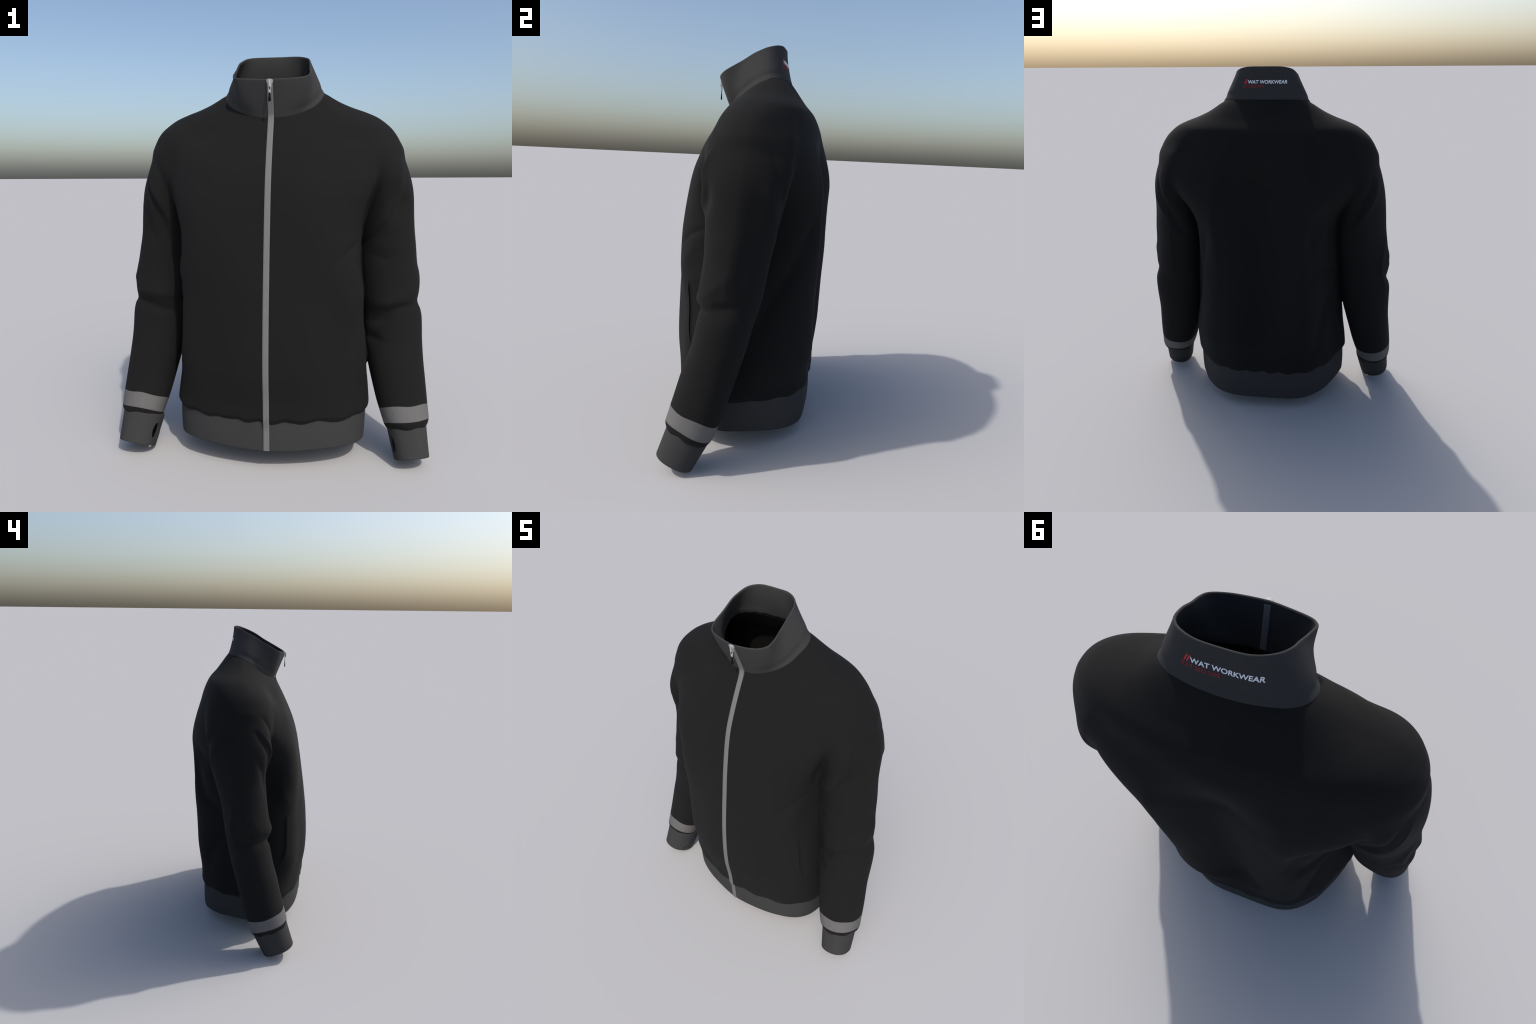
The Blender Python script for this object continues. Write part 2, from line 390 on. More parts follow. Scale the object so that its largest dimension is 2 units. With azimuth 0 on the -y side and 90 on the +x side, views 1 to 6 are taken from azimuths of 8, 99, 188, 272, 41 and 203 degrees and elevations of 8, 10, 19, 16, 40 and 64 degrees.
TH, BASE_RING = by_angle(BASE, NECK_N, COLLAR_MID)
_, TOP_RING = by_angle(TOP, NECK_N, COLLAR_MID)

def ring_at(ring, th, k):
    return np.interp(th, np.append(TH, np.pi), np.append(ring[:, k], ring[0, k]))

def collar_point(th, s):
    """outer face of the collar; s = 0 at the top edge, 1 at the neck seam"""
    th = (np.asarray(th, float) + np.pi) % (2 * np.pi) - np.pi
    top = np.column_stack([ring_at(TOP_RING, th, k) for k in range(3)])
    base = np.column_stack([ring_at(BASE_RING, th, k) for k in range(3)])
    side = np.sin(th) ** 2; back = (1 - np.cos(th)) / 2
    e = 1.0 + 0.10 * side + 0.9 * back * (1 - side) ** 2
    g = s ** e
    flare = 0.004 * side * np.exp(-((s - 0.86) / 0.10) ** 2)
    p = top + (base - top) * s
    p[:, :2] = top[:, :2] + (base - top)[:, :2] * g[:, None] if np.ndim(g) else top[:, :2] + (base - top)[:, :2] * g
    d = p[:, :2] - COLLAR_MID; d /= np.linalg.norm(d, axis=1)[:, None]
    full = 0.008 * np.sin(np.pi * np.clip(s, 0, 1)) * np.exp(-((np.abs(th) - 1.25) / 0.5) ** 2)
    p[:, :2] += d * np.reshape(full - flare, (-1, 1))
    return p

# ------------------------------------------------------------------ materials
def cloth_material(name, colour, rough=0.95, weave=900.0, bump=0.12, vary=0.03, ribs=None):
    m = bpy.data.materials.new(name); m.use_nodes = True
    nt = m.node_tree; n = nt.nodes; l = nt.links
    bsdf = n["Principled BSDF"]
    bsdf.inputs["Roughness"].default_value = rough
    bsdf.inputs["Specular IOR Level"].default_value = 0.25
    tc = n.new("ShaderNodeTexCoord")
    nz = n.new("ShaderNodeTexNoise"); nz.inputs["Scale"].default_value = 60; nz.inputs["Detail"].default_value = 6
    l.new(tc.outputs["Object"], nz.inputs["Vector"])
    ramp = n.new("ShaderNodeValToRGB")
    c = np.array(colour)
    ramp.color_ramp.elements[0].position = 0.25; ramp.color_ramp.elements[1].position = 0.75
    ramp.color_ramp.elements[0].color = (*(c * (1 - vary)), 1); ramp.color_ramp.elements[1].color = (*(c * (1 + vary)), 1)
    l.new(nz.outputs["Fac"], ramp.inputs["Fac"]); l.new(ramp.outputs["Color"], bsdf.inputs["Base Color"])
    if weave:
        wv = n.new("ShaderNodeTexNoise"); wv.inputs["Scale"].default_value = weave; wv.inputs["Detail"].default_value = 2
        l.new(tc.outputs["Object"], wv.inputs["Vector"])
        bp = n.new("ShaderNodeBump"); bp.inputs["Strength"].default_value = bump; bp.inputs["Distance"].default_value = 0.001
        l.new(wv.outputs["Fac"], bp.inputs["Height"]); l.new(bp.outputs["Normal"], bsdf.inputs["Normal"])
    return m

def plain_material(name, colour, rough=0.5, metallic=0.0):
    m = bpy.data.materials.new(name); m.use_nodes = True
    n = m.node_tree.nodes; l = m.node_tree.links; bsdf = n["Principled BSDF"]
    tc = n.new("ShaderNodeTexCoord"); nz = n.new("ShaderNodeTexNoise"); nz.inputs["Scale"].default_value = 120
    l.new(tc.outputs["Object"], nz.inputs["Vector"])
    ramp = n.new("ShaderNodeValToRGB"); c = np.array(colour)
    ramp.color_ramp.elements[0].color = (*(c * 0.94), 1); ramp.color_ramp.elements[1].color = (*np.minimum(c * 1.06, 1), 1)
    l.new(nz.outputs["Fac"], ramp.inputs["Fac"]); l.new(ramp.outputs["Color"], bsdf.inputs["Base Color"])
    bsdf.inputs["Roughness"].default_value = rough; bsdf.inputs["Metallic"].default_value = metallic
    return m

BLACK = cloth_material("black_softshell", (0.0056, 0.0056, 0.0057))
RIB = cloth_material("charcoal_rib", (0.0335, 0.0335, 0.034), weave=600)
GREY = cloth_material("grey_zip_tape", (0.137, 0.136, 0.136), weave=700, vary=0.03)
BAND = cloth_material("grey_reflective_band", (0.110, 0.108, 0.107), rough=0.8, weave=45, bump=0.35, vary=0.05)
STEEL = plain_material("slider_metal", (0.36, 0.36, 0.36), 0.6, 0.1)
DARK = plain_material("black_pull_rubber", (0.003, 0.003, 0.003), 0.6)
DARK.node_tree.nodes["Principled BSDF"].inputs["Specular IOR Level"].default_value = 0.08
WHITE = plain_material("white_print", (0.80, 0.82, 0.88), 0.7)
RED = plain_material("red_print", (0.60, 0.022, 0.032), 0.7)
RED_FAINT = plain_material("thin_red_print", (0.36, 0.018, 0.024), 0.7)

# ------------------------------------------------------------------ objects
jacket = bpy.data.objects.new("zip_jacket", None)
bpy.context.scene.collection.objects.link(jacket)
jacket["label"] = "black zip-up work jacket with charcoal collar, cuffs and hem"
jacket["category"] = "jacket"

def add(name, verts, faces, mat, parent=jacket, smooth=True, normals=None):
    me = bpy.data.meshes.new(name)
    me.from_pydata([tuple(v) for v in verts], [], [tuple(int(i) for i in f) for f in faces])
    me.update(); me.materials.append(mat)
    if smooth:
        me.polygons.foreach_set("use_smooth", np.ones(len(me.polygons), bool))
    if normals is not None:
        me.normals_split_custom_set_from_vertices([tuple(v) for v in normals])
    o = bpy.data.objects.new(name, me)
    bpy.context.scene.collection.objects.link(o)
    o.parent = parent
    return o

def grid_faces(rows, cols, closed=True, offset=0):
    r = np.arange(rows - 1)[:, None] * cols; c = np.arange(cols if closed else cols - 1)[None, :]
    c2 = (c + 1) % cols
    return (offset + np.stack([r + c, r + c2, r + cols + c2, r + cols + c], -1)).reshape(-1, 4)

# ------------------------------------------------------------------ black cloth: torso and sleeves in one surface
V, Fq = surface_nets(cloth_field, (-0.86, -0.46, 0.08), (0.86, 0.50, 1.88), 0.0108)
V = project(cloth_field, V, 2)
bm = bmesh.new()
for v in V: bm.verts.new(v)
bm.verts.ensure_lookup_table()
for f in Fq: bm.faces.new([bm.verts[i] for i in f])
bmesh.ops.subdivide_edges(bm, edges=bm.edges[:], cuts=1, use_grid_fill=True)
P = project(cloth_field, np.array([v.co[:] for v in bm.verts]), 2)
for v, c in zip(bm.verts, P): v.co = c

def coords():
    return np.array([v.co[:] for v in bm.verts])

# keep only what cloth there is: open at the neck, the hem and the sleeve ends
def drop(mask):
    bm.verts.ensure_lookup_table()
    bmesh.ops.delete(bm, geom=[bm.verts[i] for i in np.flatnonzero(mask)], context="VERTS")

P = coords()
th = np.arctan2(P[:, 0] - COLLAR_MID[0], -(P[:, 1] - COLLAR_MID[1]))
rad = np.hypot(P[:, 0] - COLLAR_MID[0], P[:, 1] - COLLAR_MID[1])
rb = np.hypot(ring_at(BASE_RING, th, 0) - COLLAR_MID[0], ring_at(BASE_RING, th, 1) - COLLAR_MID[1])
is_sleeve_low = np.where(P[:, 0] > 0, sleeve_field(P, 1), sleeve_field(P, -1)) < torso_field(P)
dyv = P[:, 1] - yc(np.clip(P[:, 2], 0.1, 1.9))
low_hem = (~is_sleeve_low) & (P[:, 2] < hem_line(np.arctan2(P[:, 0], -P[:, 1])) - 0.007) & (P[:, 2] < 0.3)
tt = np.where(P[:, 0] > 0, along(P, 1), along(P, -1))
low_cuff = is_sleeve_low & (tt > BAND_W + RIM_W + 0.016) & (P[:, 2] < 0.4)
drop(((rad < rb - 0.012) & (P[:, 2] > 1.5)) | low_hem | low_cuff)

# make the neck opening meet the collar seam exactly
P = coords()
th = np.arctan2(P[:, 0] - COLLAR_MID[0], -(P[:, 1] - COLLAR_MID[1]))
rad = np.hypot(P[:, 0] - COLLAR_MID[0], P[:, 1] - COLLAR_MID[1])
rb = np.hypot(ring_at(BASE_RING, th, 0) - COLLAR_MID[0], ring_at(BASE_RING, th, 1) - COLLAR_MID[1])
near = (np.abs(rad - rb) < 0.012) & (P[:, 2] > 1.5)
bins = np.linspace(-np.pi, np.pi, 49); mids = 0.5 * (bins[1:] + bins[:-1]); delta = np.zeros(48)
for i in range(48):
    m = near & (th >= bins[i]) & (th < bins[i + 1])
    if m.any():
        # fit height against radius, read it at the seam
        A = np.column_stack([np.ones(m.sum()), rad[m] - rb[m]])
        sol = np.linalg.lstsq(A, P[m, 2], rcond=None)[0]
        delta[i] = np.mean(ring_at(BASE_RING, th[m], 2)) - sol[0]
delta = (np.roll(delta, 1) + 2 * delta + np.roll(delta, -1)) / 4
print("neck seam correction (m):", np.round(delta, 3))
dz = np.interp(th, np.concatenate([[mids[-1] - 2 * np.pi], mids, [mids[0] + 2 * np.pi]]), np.concatenate([[delta[-1]], delta, [delta[0]]]))
fall = (1 - smoothstep(0.0, 0.10, rad - rb)) * (P[:, 2] > 1.4)
P[:, 2] += dz * fall - 0.002 * (1 - smoothstep(0.0, 0.03, rad - rb)) * (P[:, 2] > 1.5)
for v, c in zip(bm.verts, P): v.co = c

# cut clean edges for the reflective bands
for side in (1, -1):
    ax = AXIS * np.array([side, 1, 1]); c0 = BAND_C * np.array([side, 1, 1]) + np.array([SHIFT[side], 0, 0])
    for d in (0.0, BAND_W):
        c = c0 + ax * d
        near_f = [f for f in bm.faces if f.calc_center_median().x * side > 0.5 and abs((np.array(f.calc_center_median()) - c) @ ax) < 0.02 and f.calc_center_median().z < 0.45]
        geom = set(near_f)
        for f in near_f: geom.update(f.edges); geom.update(f.verts)
        bmesh.ops.bisect_plane(bm, geom=list(geom), dist=1e-6, plane_co=Vector(c), plane_no=Vector(ax))

bm.verts.index_update(); bm.faces.index_update(); bm.normal_update()
P = coords(); NV = len(P)
N = np.array([v.normal[:] for v in bm.verts])
boundary = [(e.verts[0].index, e.verts[1].index, e.link_loops[0]) for e in bm.edges if len(e.link_faces) == 1]
FACES = [[v.index for v in f.verts] for f in bm.faces]
CEN = np.array([f.calc_center_median()[:] for f in bm.faces])
# hand-sewn edges are never dead straight: let the band's edges wander a little
for side in (1, -1):
    t = along(P, side); m = (P[:, 0] * side > 0.5) & (t > -0.05) & (t < BAND_W + 0.03) & (P[:, 2] < 0.45)
    a = np.arctan2(P[m, 0] * side - 0.66, -(P[m, 1] + 0.13))
    wob = 0.004 * np.sin(2 * a + 0.8 * side) + 0.002 * np.sin(5 * a + side)
    w = np.exp(-((t[m] - 0.0) / 0.025) ** 2) * wob + np.exp(-((t[m] - BAND_W) / 0.02) ** 2) * (0.003 * np.sin(3 * a + side))
    P[m] += (AXIS * np.array([side, 1, 1]))[None, :] * w[:, None]
bm.free()
CLOTH = BVHTree.FromPolygons([tuple(c) for c in P], FACES)
INNER = P - N * 0.007                              # the cloth's inner face

side_of = np.where(CEN[:, 0] > 0, 1, -1)
fs = np.where(side_of > 0, sleeve_field(CEN, 1), sleeve_field(CEN, -1)); ft = torso_field(CEN)
armhole = np.interp(CEN[:, 2], [1.10, 1.25, 1.45, 1.60, 1.75], [0.45, 0.46, 0.49, 0.51, 0.52])
sleeve_face = np.where(CEN[:, 2] > 1.15, np.abs(CEN[:, 0]) > armhole, (fs < ft) & (np.abs(CEN[:, 0]) > 0.40))
t_face = np.where(side_of > 0, along(CEN, 1), along(CEN, -1))
band_face = sleeve_face & (t_face > 0) & (t_face < BAND_W) & (CEN[:, 2] < 0.45)
# walls that close the cloth's thickness at its open edges
walls = []
edge_owner = {}
for fi, f in enumerate(FACES):
    for a, b in zip(f, f[1:] + f[:1]): edge_owner[(a, b)] = fi
for a, b, _ in boundary:
    if (a, b) not in edge_owner: a, b = b, a
    walls.append((edge_owner[(a, b)], (b, a, a + NV, b + NV)))
ALLP = np.vstack([P, INNER]); ALLN = np.vstack([N, -N])

def region(name, mask, mat, parent):
    ids = np.flatnonzero(mask); sel = set(ids.tolist())
    faces = [FACES[i] for i in ids] + [[j + NV for j in reversed(FACES[i])] for i in ids] + [list(w) for o, w in walls if o in sel]
    used = sorted({j for f in faces for j in f}); remap = {j: k for k, j in enumerate(used)}
    return add(name, ALLP[used], [[remap[j] for j in f] for f in faces], mat, parent, normals=ALLN[used])

torso = region("torso", ~sleeve_face, BLACK, jacket)
sleeves = {}
for side in (1, -1):
    sleeves[side] = region("sleeve", sleeve_face & ~band_face & (side_of == side), BLACK, jacket)
    region("reflective_band", band_face & (side_of == side), BAND, sleeves[side])

# ------------------------------------------------------------------ collar
def shell(outer_rows, thickness, rim=4):
    """closed band: rows of rings from one edge to the other; returns rows running over the rims and back inside"""
    R = np.array(outer_rows)                       # rows, cols, 3
    du = np.roll(R, -1, 1) - np.roll(R, 1, 1); dv = np.gradient(R, axis=0)
    n = np.cross(du, dv); n /= np.linalg.norm(n, axis=2)[..., None]
    return R, n

def band_object(name, rows, thickness, mat, parent=jacket, flip=False):
    R, n = shell(rows, thickness)
    if flip: n = -n
    inner = R - n * thickness
    r = thickness / 2; loops = []
    def cap(i, sgn):
        mid = (R[i] + inner[i]) / 2
        dv = (R[i] - R[i + (1 if i == 0 else -1)]); dv /= np.linalg.norm(dv, axis=1)[:, None]
        return [mid + r * (math.cos(a) * n[i] * sgn + math.sin(a) * dv) for a in np.linspace(0, math.pi, 7)[1:-1]]
    loops = [*R] + cap(len(R) - 1, 1) + [*inner[::-1]] + cap(0, -1)
    L = np.array(loops); k, c = L.shape[:2]
    f = grid_faces(k, c)
    last = np.stack([(k - 1) * c + np.arange(c), (k - 1) * c + (np.arange(c) + 1) % c, (np.arange(c) + 1) % c, np.arange(c)], -1)
    f = np.vstack([f, last])
    return add(name, L.reshape(-1, 3), f[:, ::-1] if not flip else f, mat, parent)

COLLAR_T = 0.009
FLIP = True
S = np.concatenate([np.linspace(0, 1, 33)])
rows = []
for s in S:
    p = collar_point(TH, s)
    rows.append(p)
rows = np.array(rows)
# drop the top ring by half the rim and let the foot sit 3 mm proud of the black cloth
rows[:, :, 2] -= (COLLAR_T / 2) * (1 - S)[:, None]
d = rows[-1, :, :2] - COLLAR_MID; d /= np.linalg.norm(d, axis=1)[:, None]
collar = band_object("collar", rows, COLLAR_T, RIB, flip=FLIP)

# ------------------------------------------------------------------ hem rib
HEM_N = 240
hem_th = np.linspace(-np.pi, np.pi, HEM_N, endpoint=False)
def body_radius(th, z):
    lo, hi = np.full(th.shape, 0.1), np.full(th.shape, 0.8)
    for _ in range(26):
        m = (lo + hi) / 2; q = np.column_stack([m * np.sin(th), -m * np.cos(th), np.full(th.shape, z)])
        out = torso_cloth(q) > 0
        lo, hi = np.where(out, lo, m), np.where(out, m, hi)
    return lo
_hr = body_radius(hem_th, 0.285)
HEM_BODY_R = lambda th: np.interp(th, np.append(hem_th, np.pi), np.append(_hr, _hr[0]))
def hem_ring(th, s):
    """s = 0 at the top (tucked under the cloth), 1 at the lower edge"""
    zt = 0.300
    zb = 0.098 + 0.010 * np.cos(th) + 0.012 * np.exp(-((np.abs(th) - 0.85) / 0.35) ** 2) - 0.016 * smoothstep(1.7, 2.6, np.abs(th))
    z = zt + (zb - zt) * s
    c, sn = np.cos(th), np.sin(th)
    r = hem_plan(th)
    gather = 0.002 * np.sin(19 * th + 1.2 * np.sin(3 * th)) * np.exp(-(s - 0.25) ** 2 / 0.06)
    tuck = HEM_BODY_R(th) - 0.015                  # follows the cloth where it is sewn in
    w = smoothstep(0.15, 0.75, s)
    r = tuck + (r - tuck) * w + gather - 0.004 * s ** 3
    return np.column_stack([r * sn, -r * c, z])
hem = band_object("hem_rib", [hem_ring(hem_th, s) for s in np.linspace(0, 1, 26)], 0.010, RIB, flip=True)

# ------------------------------------------------------------------ cuffs
CUFF_TOP, CUFF_END = np.array([0.670, -0.146, 0.178]), np.array([0.6918, -0.2030, 0.0440])
def fix_normals(o):
    b = bmesh.new(); b.from_mesh(o.data); bmesh.ops.recalc_face_normals(b, faces=b.faces); b.to_mesh(o.data); b.free()
def make_cuff(side):
    ax = CUFF_END - CUFF_TOP; ax /= np.linalg.norm(ax)
    ex = np.array([1.0, 0, 0]) - ax * ax[0]; ex /= np.linalg.norm(ex); ey = np.cross(ax, ex)
    th = np.linspace(-np.pi, np.pi, 160, endpoint=False); rows = []
    for s in np.linspace(-0.22, 1, 44):
        c = CUFF_TOP + (CUFF_END - CUFF_TOP) * s
        rx, ry = 0.094 - 0.011 * s, 0.104 - 0.012 * s
        k = (np.abs(np.cos(th)) ** 2.3 + np.abs(np.sin(th)) ** 2.3) ** (-1 / 2.3)
        k = k * (1 + 1.1 * min(s, 0)) * (1 + 0.012 * np.sin(5 * th + 2 * s + side) * (1 - s))
        rows.append(c + (k * np.cos(th) * rx)[:, None] * ex + (k * np.sin(th) * ry)[:, None] * ey)
    R = np.array(rows)
    R[:, :, 0] = R[:, :, 0] * side + SHIFT[side] + (0.006 if side < 0 else 0)
    o = band_object("cuff", R, 0.008, RIB, sleeves[side], flip=False)
    fix_normals(o)
    # thumb hole: an oval cut through the inner front of the cuff
    out = -ex * 0.88 + np.array([0, -0.47, 0]); out -= ax * (out @ ax); out /= np.linalg.norm(out)
    w = np.cross(ax, out)
    mid = CUFF_TOP + (CUFF_END - CUFF_TOP) * 0.52
    bmc = bmesh.new(); bmc.from_mesh(o.data)
    def oval(p):
        q = np.array(p); q[0] = (q[0] - SHIFT[side] - (0.006 if side < 0 else 0)) * side
        return (q - mid) @ w / 0.021, (q - mid) @ ax / 0.040, (q - mid) @ out
    gone = []
    for f in bmc.faces:
        u, v, h = oval(f.calc_center_median())
        if u * u + v * v < 1 and h > 0.03: gone.append(f)
    bmesh.ops.delete(bmc, geom=gone, context="FACES")
    rim = [e for e in bmc.edges if len(e.link_faces) == 1]
    for vt in {vt for e in rim for vt in e.verts}:
        u, v, h = oval(vt.co); r = math.hypot(u, v)
        mv = w * (u / r - u) * 0.021 + ax * (v / r - v) * 0.040
        vt.co += Vector((mv[0] * side, mv[1], mv[2]))
    bmesh.ops.bridge_loops(bmc, edges=rim)
    bmesh.ops.recalc_face_normals(bmc, faces=bmc.faces)
    bmc.to_mesh(o.data); bmc.free()
    return o
for o in (collar, hem): fix_normals(o)
for side in (1, -1):
    o = make_cuff(side)
    o.data.polygons.foreach_set("use_smooth", np.ones(len(o.data.polygons), bool))
    o.data.set_sharp_from_angle(angle=math.radians(50))

# ------------------------------------------------------------------ zip tape down the front
def front_y(x, z):
    """where the front of the cloth stands at (x, z)"""
    for nudge in (0.0, 2e-4, -3e-4, 1e-3):
        hit = CLOTH.ray_cast(Vector((float(x) + nudge, -1.0, float(z) + nudge)), Vector((0.001, 1, 0.001)).normalized())
        if hit[0] is not None and hit[0].y < 0.1: return hit[0].y
    print("no cloth at", x, z)
    return float(fy(z))

def zip_path():
    path = []
    for s in np.linspace(0.0, 1.0, 22):
        p = collar_point(np.array([0.0]), s)[0]; path.append((p[1] - 0.0015, p[2] - 0.0045 * (1 - s)))
    for z in np.arange(1.64, 0.235, -0.015): path.append((min(front_y(x, z + dz_) for x in (-0.013, 0.0, 0.013) for dz_ in (0.0, 0.006)) - 0.0005, z))
    hb = hem_ring(np.array([0.0]), np.linspace(0, 1, 1))
    for s in np.linspace(0.38, 0.995, 12):
        p = hem_ring(np.array([0.0]), s)[0]; path.append((p[1] - 0.001, p[2]))
    path = np.array(path)
    # soften the kinks where one part hands over to the next
    for _ in range(3):
        path[1:-1] = 0.25 * path[:-2] + 0.5 * path[1:-1] + 0.25 * path[2:]
    return path
ZP = zip_path()
def ribbon(name, path, half, thick, mat, parent=jacket, x0=0.0, back=False):
    t = np.gradient(path, axis=0); t /= np.linalg.norm(t, axis=1)[:, None]
    nrm = np.column_stack([t[:, 1], -t[:, 0]])      # (y, z) pointing away from the body
    if nrm[len(nrm) // 2, 0] > 0: nrm = -nrm
    if back: nrm = -nrm
    prof = [(-half, -0.004), (-half, thick * 0.6), (-half * 0.85, thick), (-half * 0.2, thick), (0, thick * 0.75), (half * 0.2, thick), (half * 0.85, thick), (half, thick * 0.6), (half, -0.004)]
    vs = []
    for (y, z), n2 in zip(path, nrm):
        for px, pn in prof: vs.append((x0 + px, y + n2[0] * pn, z + n2[1] * pn))
    k = len(prof); m = len(path)
    f = list(grid_faces(m, k, closed=True)) + [list(range(k)), list(range((m - 1) * k, m * k))[::-1]]
    o = add(name, vs, f, mat, parent)
    fix_normals(o); o.data.set_sharp_from_angle(angle=math.radians(40))
    return o
zip_tape = ribbon("zip_tape", ZP, 0.0140, 0.0035, GREY)
inner = []
for s in np.linspace(0.03, 1.0, 20):
    p = collar_point(np.array([0.0]), s)[0]; inner.append((p[1] + COLLAR_T, p[2] - 0.0045 * (1 - s)))
ribbon("inner_zip_tape", np.array(inner), 0.011, 0.003, GREY, back=True)

# ------------------------------------------------------------------ slider and pull
def box(bm, size, at, bevel):
    r = bmesh.ops.create_cube(bm, size=1.0)
    for v in r["verts"]: v.co = Vector((v.co.x * size[0] + at[0], v.co.y * size[1] + at[1], v.co.z * size[2] + at[2]))
    es = list({e for v in r["verts"] for e in v.link_edges})
    bmesh.ops.bevel(bm, geom=es, offset=bevel, segments=2, affect="EDGES")

def finish(bm, name, mat, parent):
    bmesh.ops.recalc_face_normals(bm, faces=bm.faces)
    me = bpy.data.meshes.new(name); bm.to_mesh(me); bm.free(); me.materials.append(mat)
    me.polygons.foreach_set("use_smooth", np.ones(len(me.polygons), bool)); me.set_sharp_from_angle(angle=math.radians(45))
    o = bpy.data.objects.new(name, me); bpy.context.scene.collection.objects.link(o); o.parent = parent
    return o

# slider body: a rounded wedge lying on the tape, wide at the top
b = bmesh.new()
top_z, low_z = 1.836, 1.803
prof = [(top_z, 0.007), (top_z - 0.003, 0.014), (top_z - 0.012, 0.0160), (top_z - 0.018, 0.0115), (low_z, 0.0100), (low_z - 0.002, 0.008)]
def collar_front_y(z):
    s = np.linspace(0, 1, 60); q = np.array([collar_point(np.array([0.0]), k)[0] for k in s])
    return float(np.interp(-z, -q[:, 2], q[:, 1]))
rings = []
for z, hx in prof:
    y = collar_front_y(z)
    rings.append([b.verts.new((x, y + dy, z)) for x, dy in ((-hx, 0.0), (-hx, -0.006), (-hx * 0.7, -0.010), (hx * 0.7, -0.010), (hx, -0.006), (hx, 0.0))])
for r1, r2 in zip(rings, rings[1:]):
    for i in range(6): b.faces.new((r1[i], r1[(i + 1) % 6], r2[(i + 1) % 6], r2[i]))
b.faces.new(rings[0]); b.faces.new(rings[-1][::-1])
yb_ = collar_front_y(1.82)
box(b, (0.009, 0.008, 0.030), (0, yb_ - 0.013, 1.816), 0.0025)          # crown that holds the pull
box(b, (0.010, 0.010, 0.004), (0, collar_front_y(1.832) + 0.001, 1.8335), 0.0015)   # part that shows over the edge
slider = finish(b, "zip_slider", STEEL, zip_tape)

def ring_piece(bm, centre, rx, rz, wire, tilt=0.0):
    seg, tube = 20, 8; vs = []
    for i in range(seg):
        a = 2 * math.pi * i / seg; row = []
        for j in range(tube):
            c = 2 * math.pi * j / tube
            x, z = (rx + wire * math.cos(c)) * math.cos(a), (rz + wire * math.cos(c)) * math.sin(a); y = wire * math.sin(c)
            row.append(bm.verts.new((centre[0] + x, centre[1] + y + tilt * z, centre[2] + z)))
        vs.append(row)
    for i in range(seg):
        for j in range(tube):
            bm.faces.new((vs[i][j], vs[(i + 1) % seg][j], vs[(i + 1) % seg][(j + 1) % tube], vs[i][(j + 1) % tube]))

PY = -0.209
b = bmesh.new()
ring_piece(b, (0, PY, 1.7965), 0.0055, 0.012, 0.0017)
ring_piece(b, (0, PY, 1.781), 0.0045, 0.007, 0.0015)
box(b, (0.010, 0.005, 0.006), (0, PY, 1.781), 0.0012)
finish(b, "pull_link", STEEL, slider)
b = bmesh.new()
prev = None
for z, hx, hy in [(1.776, 0.0022, 0.0015), (1.772, 0.003, 0.002), (1.760, 0.0045, 0.0028), (1.748, 0.0066, 0.0034), (1.742, 0.0066, 0.0034), (1.738, 0.0048, 0.0026), (1.736, 0.002, 0.0012)]:
    ring = [b.verts.new((hx * math.cos(a), PY + hy * math.sin(a), z)) for a in np.linspace(0, 2 * math.pi, 16, endpoint=False)]
    if prev:
        for i in range(16): b.faces.new((prev[i], prev[(i + 1) % 16], ring[(i + 1) % 16], ring[i]))
    else: b.faces.new(ring)
    prev = ring
b.faces.new(prev[::-1])
finish(b, "pull_tab", DARK, slider)

# ------------------------------------------------------------------ pocket welts
def surface_front(xs, zs):
    """front of the torso before the pocket is let in"""
    xs, zs = np.asarray(xs, float), np.asarray(zs, float)
    lo, hi = np.full(xs.shape, -0.6), np.full(xs.shape, 0.0)
    for _ in range(30):
        m = (lo + hi) / 2; q = np.column_stack([xs, m, zs])
        out = torso_cloth(q) > 0
        lo, hi = np.where(out, m, lo), np.where(out, hi, m)
    return lo
def pocket_welt(side):
    vs = []; m = 26
    for i, t in enumerate(np.linspace(0.02, 0.80, m)):
        z = POCKET_HIGH + t * (POCKET_LOW - POCKET_HIGH); line = float(pocket_x(z))
        e_ = min(1.0, (t - 0.02) * 9, (0.80 - t) * 9); lift = 0.0034 * max(e_, 0)
        xs = (line - 0.030, line - 0.012, line - 0.002, line + 0.0025)
        outs = (-0.0012, -0.0004 + 0.4 * lift, 0.0002 + lift, -0.0004 + lift)
        e = 0.004
        q = side * np.array(xs); zz = np.full(4, z)
        y = surface_front(q, zz)
        dydx = (surface_front(q + e, zz) - surface_front(q - e, zz)) / (2 * e)
        nr = np.column_stack([dydx, -np.ones(4)]); nr /= np.linalg.norm(nr, axis=1)[:, None]
        for j in range(4): vs.append((q[j] + nr[j, 0] * outs[j], y[j] + nr[j, 1] * outs[j], z))
        for j in range(3, -1, -1): vs.append((q[j] + nr[j, 0] * (outs[j] - 0.004), y[j] + nr[j, 1] * (outs[j] - 0.004), z))
    k = 8
    f = list(grid_faces(m, k)) + [list(range(k)), list(range((m - 1) * k, m * k))[::-1]]
    o = add("pocket_welt", vs, f, BLACK, torso); fix_normals(o); o.data.set_sharp_from_angle(angle=math.radians(60))
for side in (1, -1): pocket_welt(side)

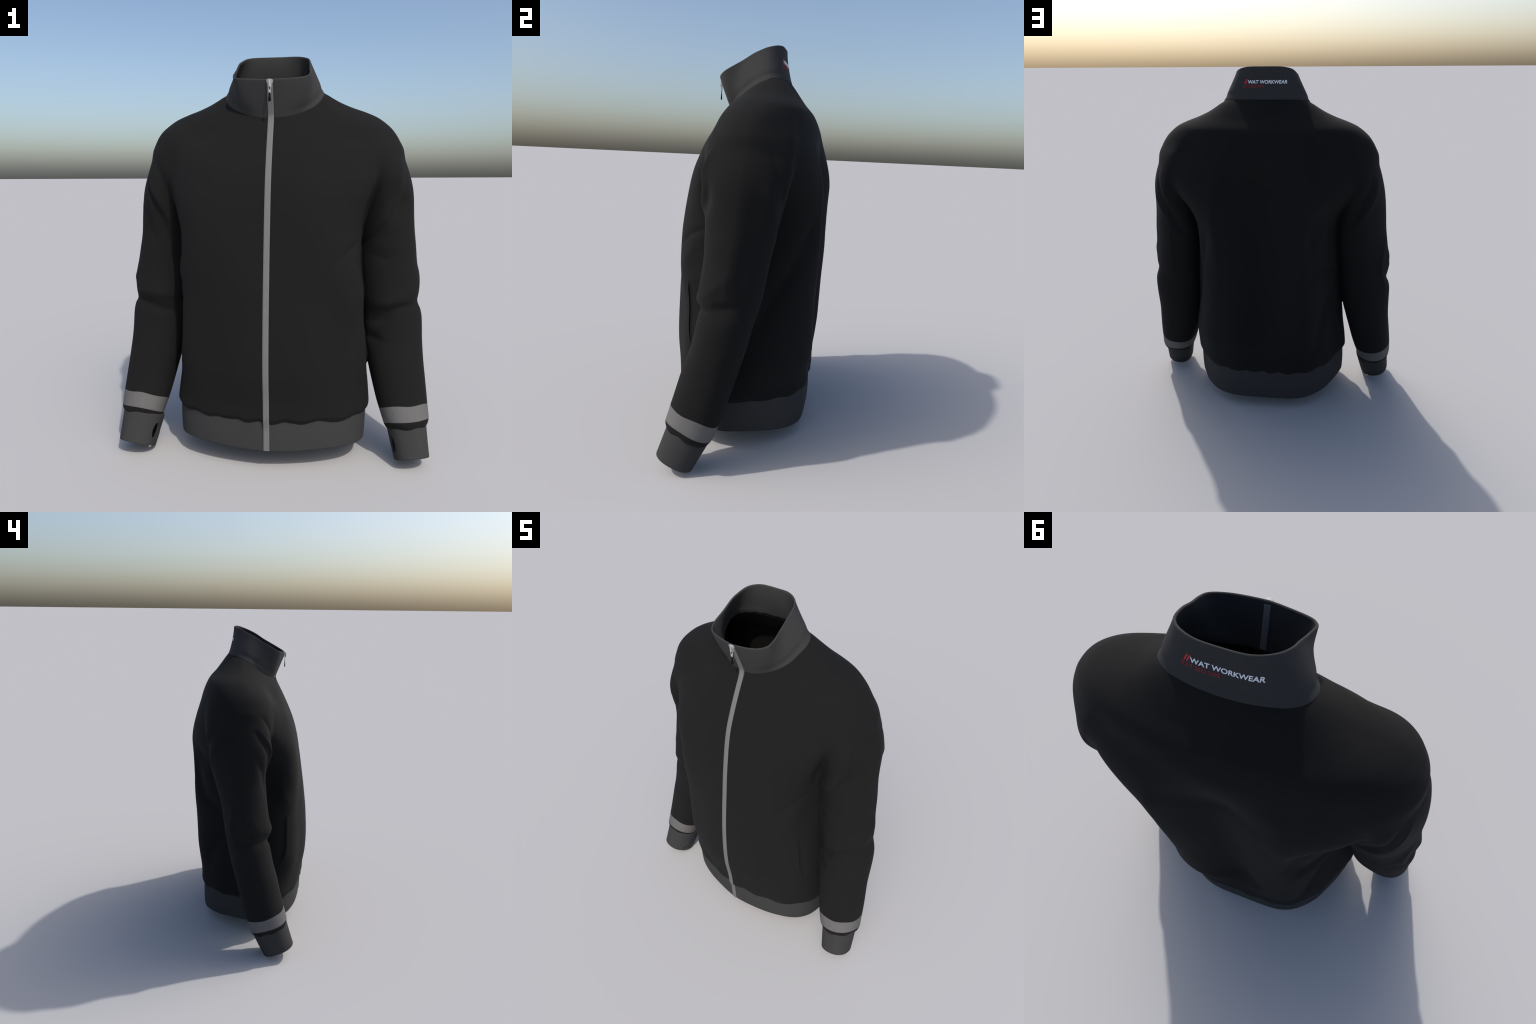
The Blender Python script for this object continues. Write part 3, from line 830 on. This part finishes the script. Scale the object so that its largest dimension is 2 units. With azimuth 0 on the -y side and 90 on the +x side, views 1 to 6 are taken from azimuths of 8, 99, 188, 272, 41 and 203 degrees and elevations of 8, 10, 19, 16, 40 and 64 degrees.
# ------------------------------------------------------------------ lettering on the back of the collar
def letters(name, text, mat, left_x, right_x, base_z, cap_h, shear, bold):
    cu = bpy.data.curves.new(name, "FONT"); cu.body = text; cu.size = 1.0; cu.shear = shear; cu.offset = bold; cu.resolution_u = 4
    o = bpy.data.objects.new(name, cu); bpy.context.scene.collection.objects.link(o)
    bpy.context.view_layer.update()
    me = bpy.data.meshes.new_from_object(o.evaluated_get(bpy.context.evaluated_depsgraph_get()))
    bpy.data.objects.remove(o)
    b = bmesh.new(); b.from_mesh(me)
    bmesh.ops.remove_doubles(b, verts=b.verts, dist=1e-5)
    long = [e for e in b.edges]
    bmesh.ops.subdivide_edges(b, edges=[e for e in long if e.calc_length() > 0.15], cuts=2)
    bmesh.ops.triangulate(b, faces=b.faces)
    c = np.array([v.co[:] for v in b.verts]); x0, x1 = c[:, 0].min(), c[:, 0].max(); y0, y1 = c[:, 1].min(), c[:, 1].max()
    ext = bmesh.ops.extrude_face_region(b, geom=b.faces[:])
    raised = {e for e in ext["geom"] if isinstance(e, bmesh.types.BMVert)}
    for v in b.verts:
        gx = left_x + (v.co.x - x0) / (x1 - x0) * (right_x - left_x)
        gz = base_z + (v.co.y - y0) / (y1 - y0) * cap_h
        h = 0.0012 if v in raised else -0.002
        v.co = Vector(on_collar_back(gx, gz, h))
    return finish(b, name, mat, collar)
BACK_TH = np.pi + np.linspace(-1.35, 1.35, 61)
BACK_S = np.linspace(0, 1, 33)
BACK_GRID = []
for s in BACK_S:
    q = collar_point(BACK_TH, s); q[:, 2] -= (COLLAR_T / 2) * (1 - s); BACK_GRID.append(q)
BACK_GRID = np.array(BACK_GRID)
def on_collar_back(x, z, h):
    def y_at(x, z):
        ys, zs = [], []
        for row in BACK_GRID:
            o = np.argsort(row[:, 0]); ys.append(np.interp(x, row[o, 0], row[o, 1])); zs.append(np.interp(x, row[o, 0], row[o, 2]))
        return float(np.interp(-z, -np.array(zs), ys))
    y = y_at(x, z); e = 0.006
    n = np.array([-(y_at(x + e, z) - y_at(x - e, z)) / (2 * e), 1.0, -(y_at(x, z + e) - y_at(x, z - e)) / (2 * e)])
    n /= np.linalg.norm(n)
    return (x + n[0] * h, y + n[1] * h, z + n[2] * h)
letters("slash_print", "//", RED, 0.113, 0.088, 1.909, 0.024, 0.25, 0.03)
letters("name_print", "WAT WORKWEAR", WHITE, 0.090, -0.124, 1.910, 0.0185, 0.12, 0.018)
letters("founding_print", "E.S.T 2022 SWE", RED_FAINT, 0.118, 0.001, 1.890, 0.0135, 0.0, -0.008)
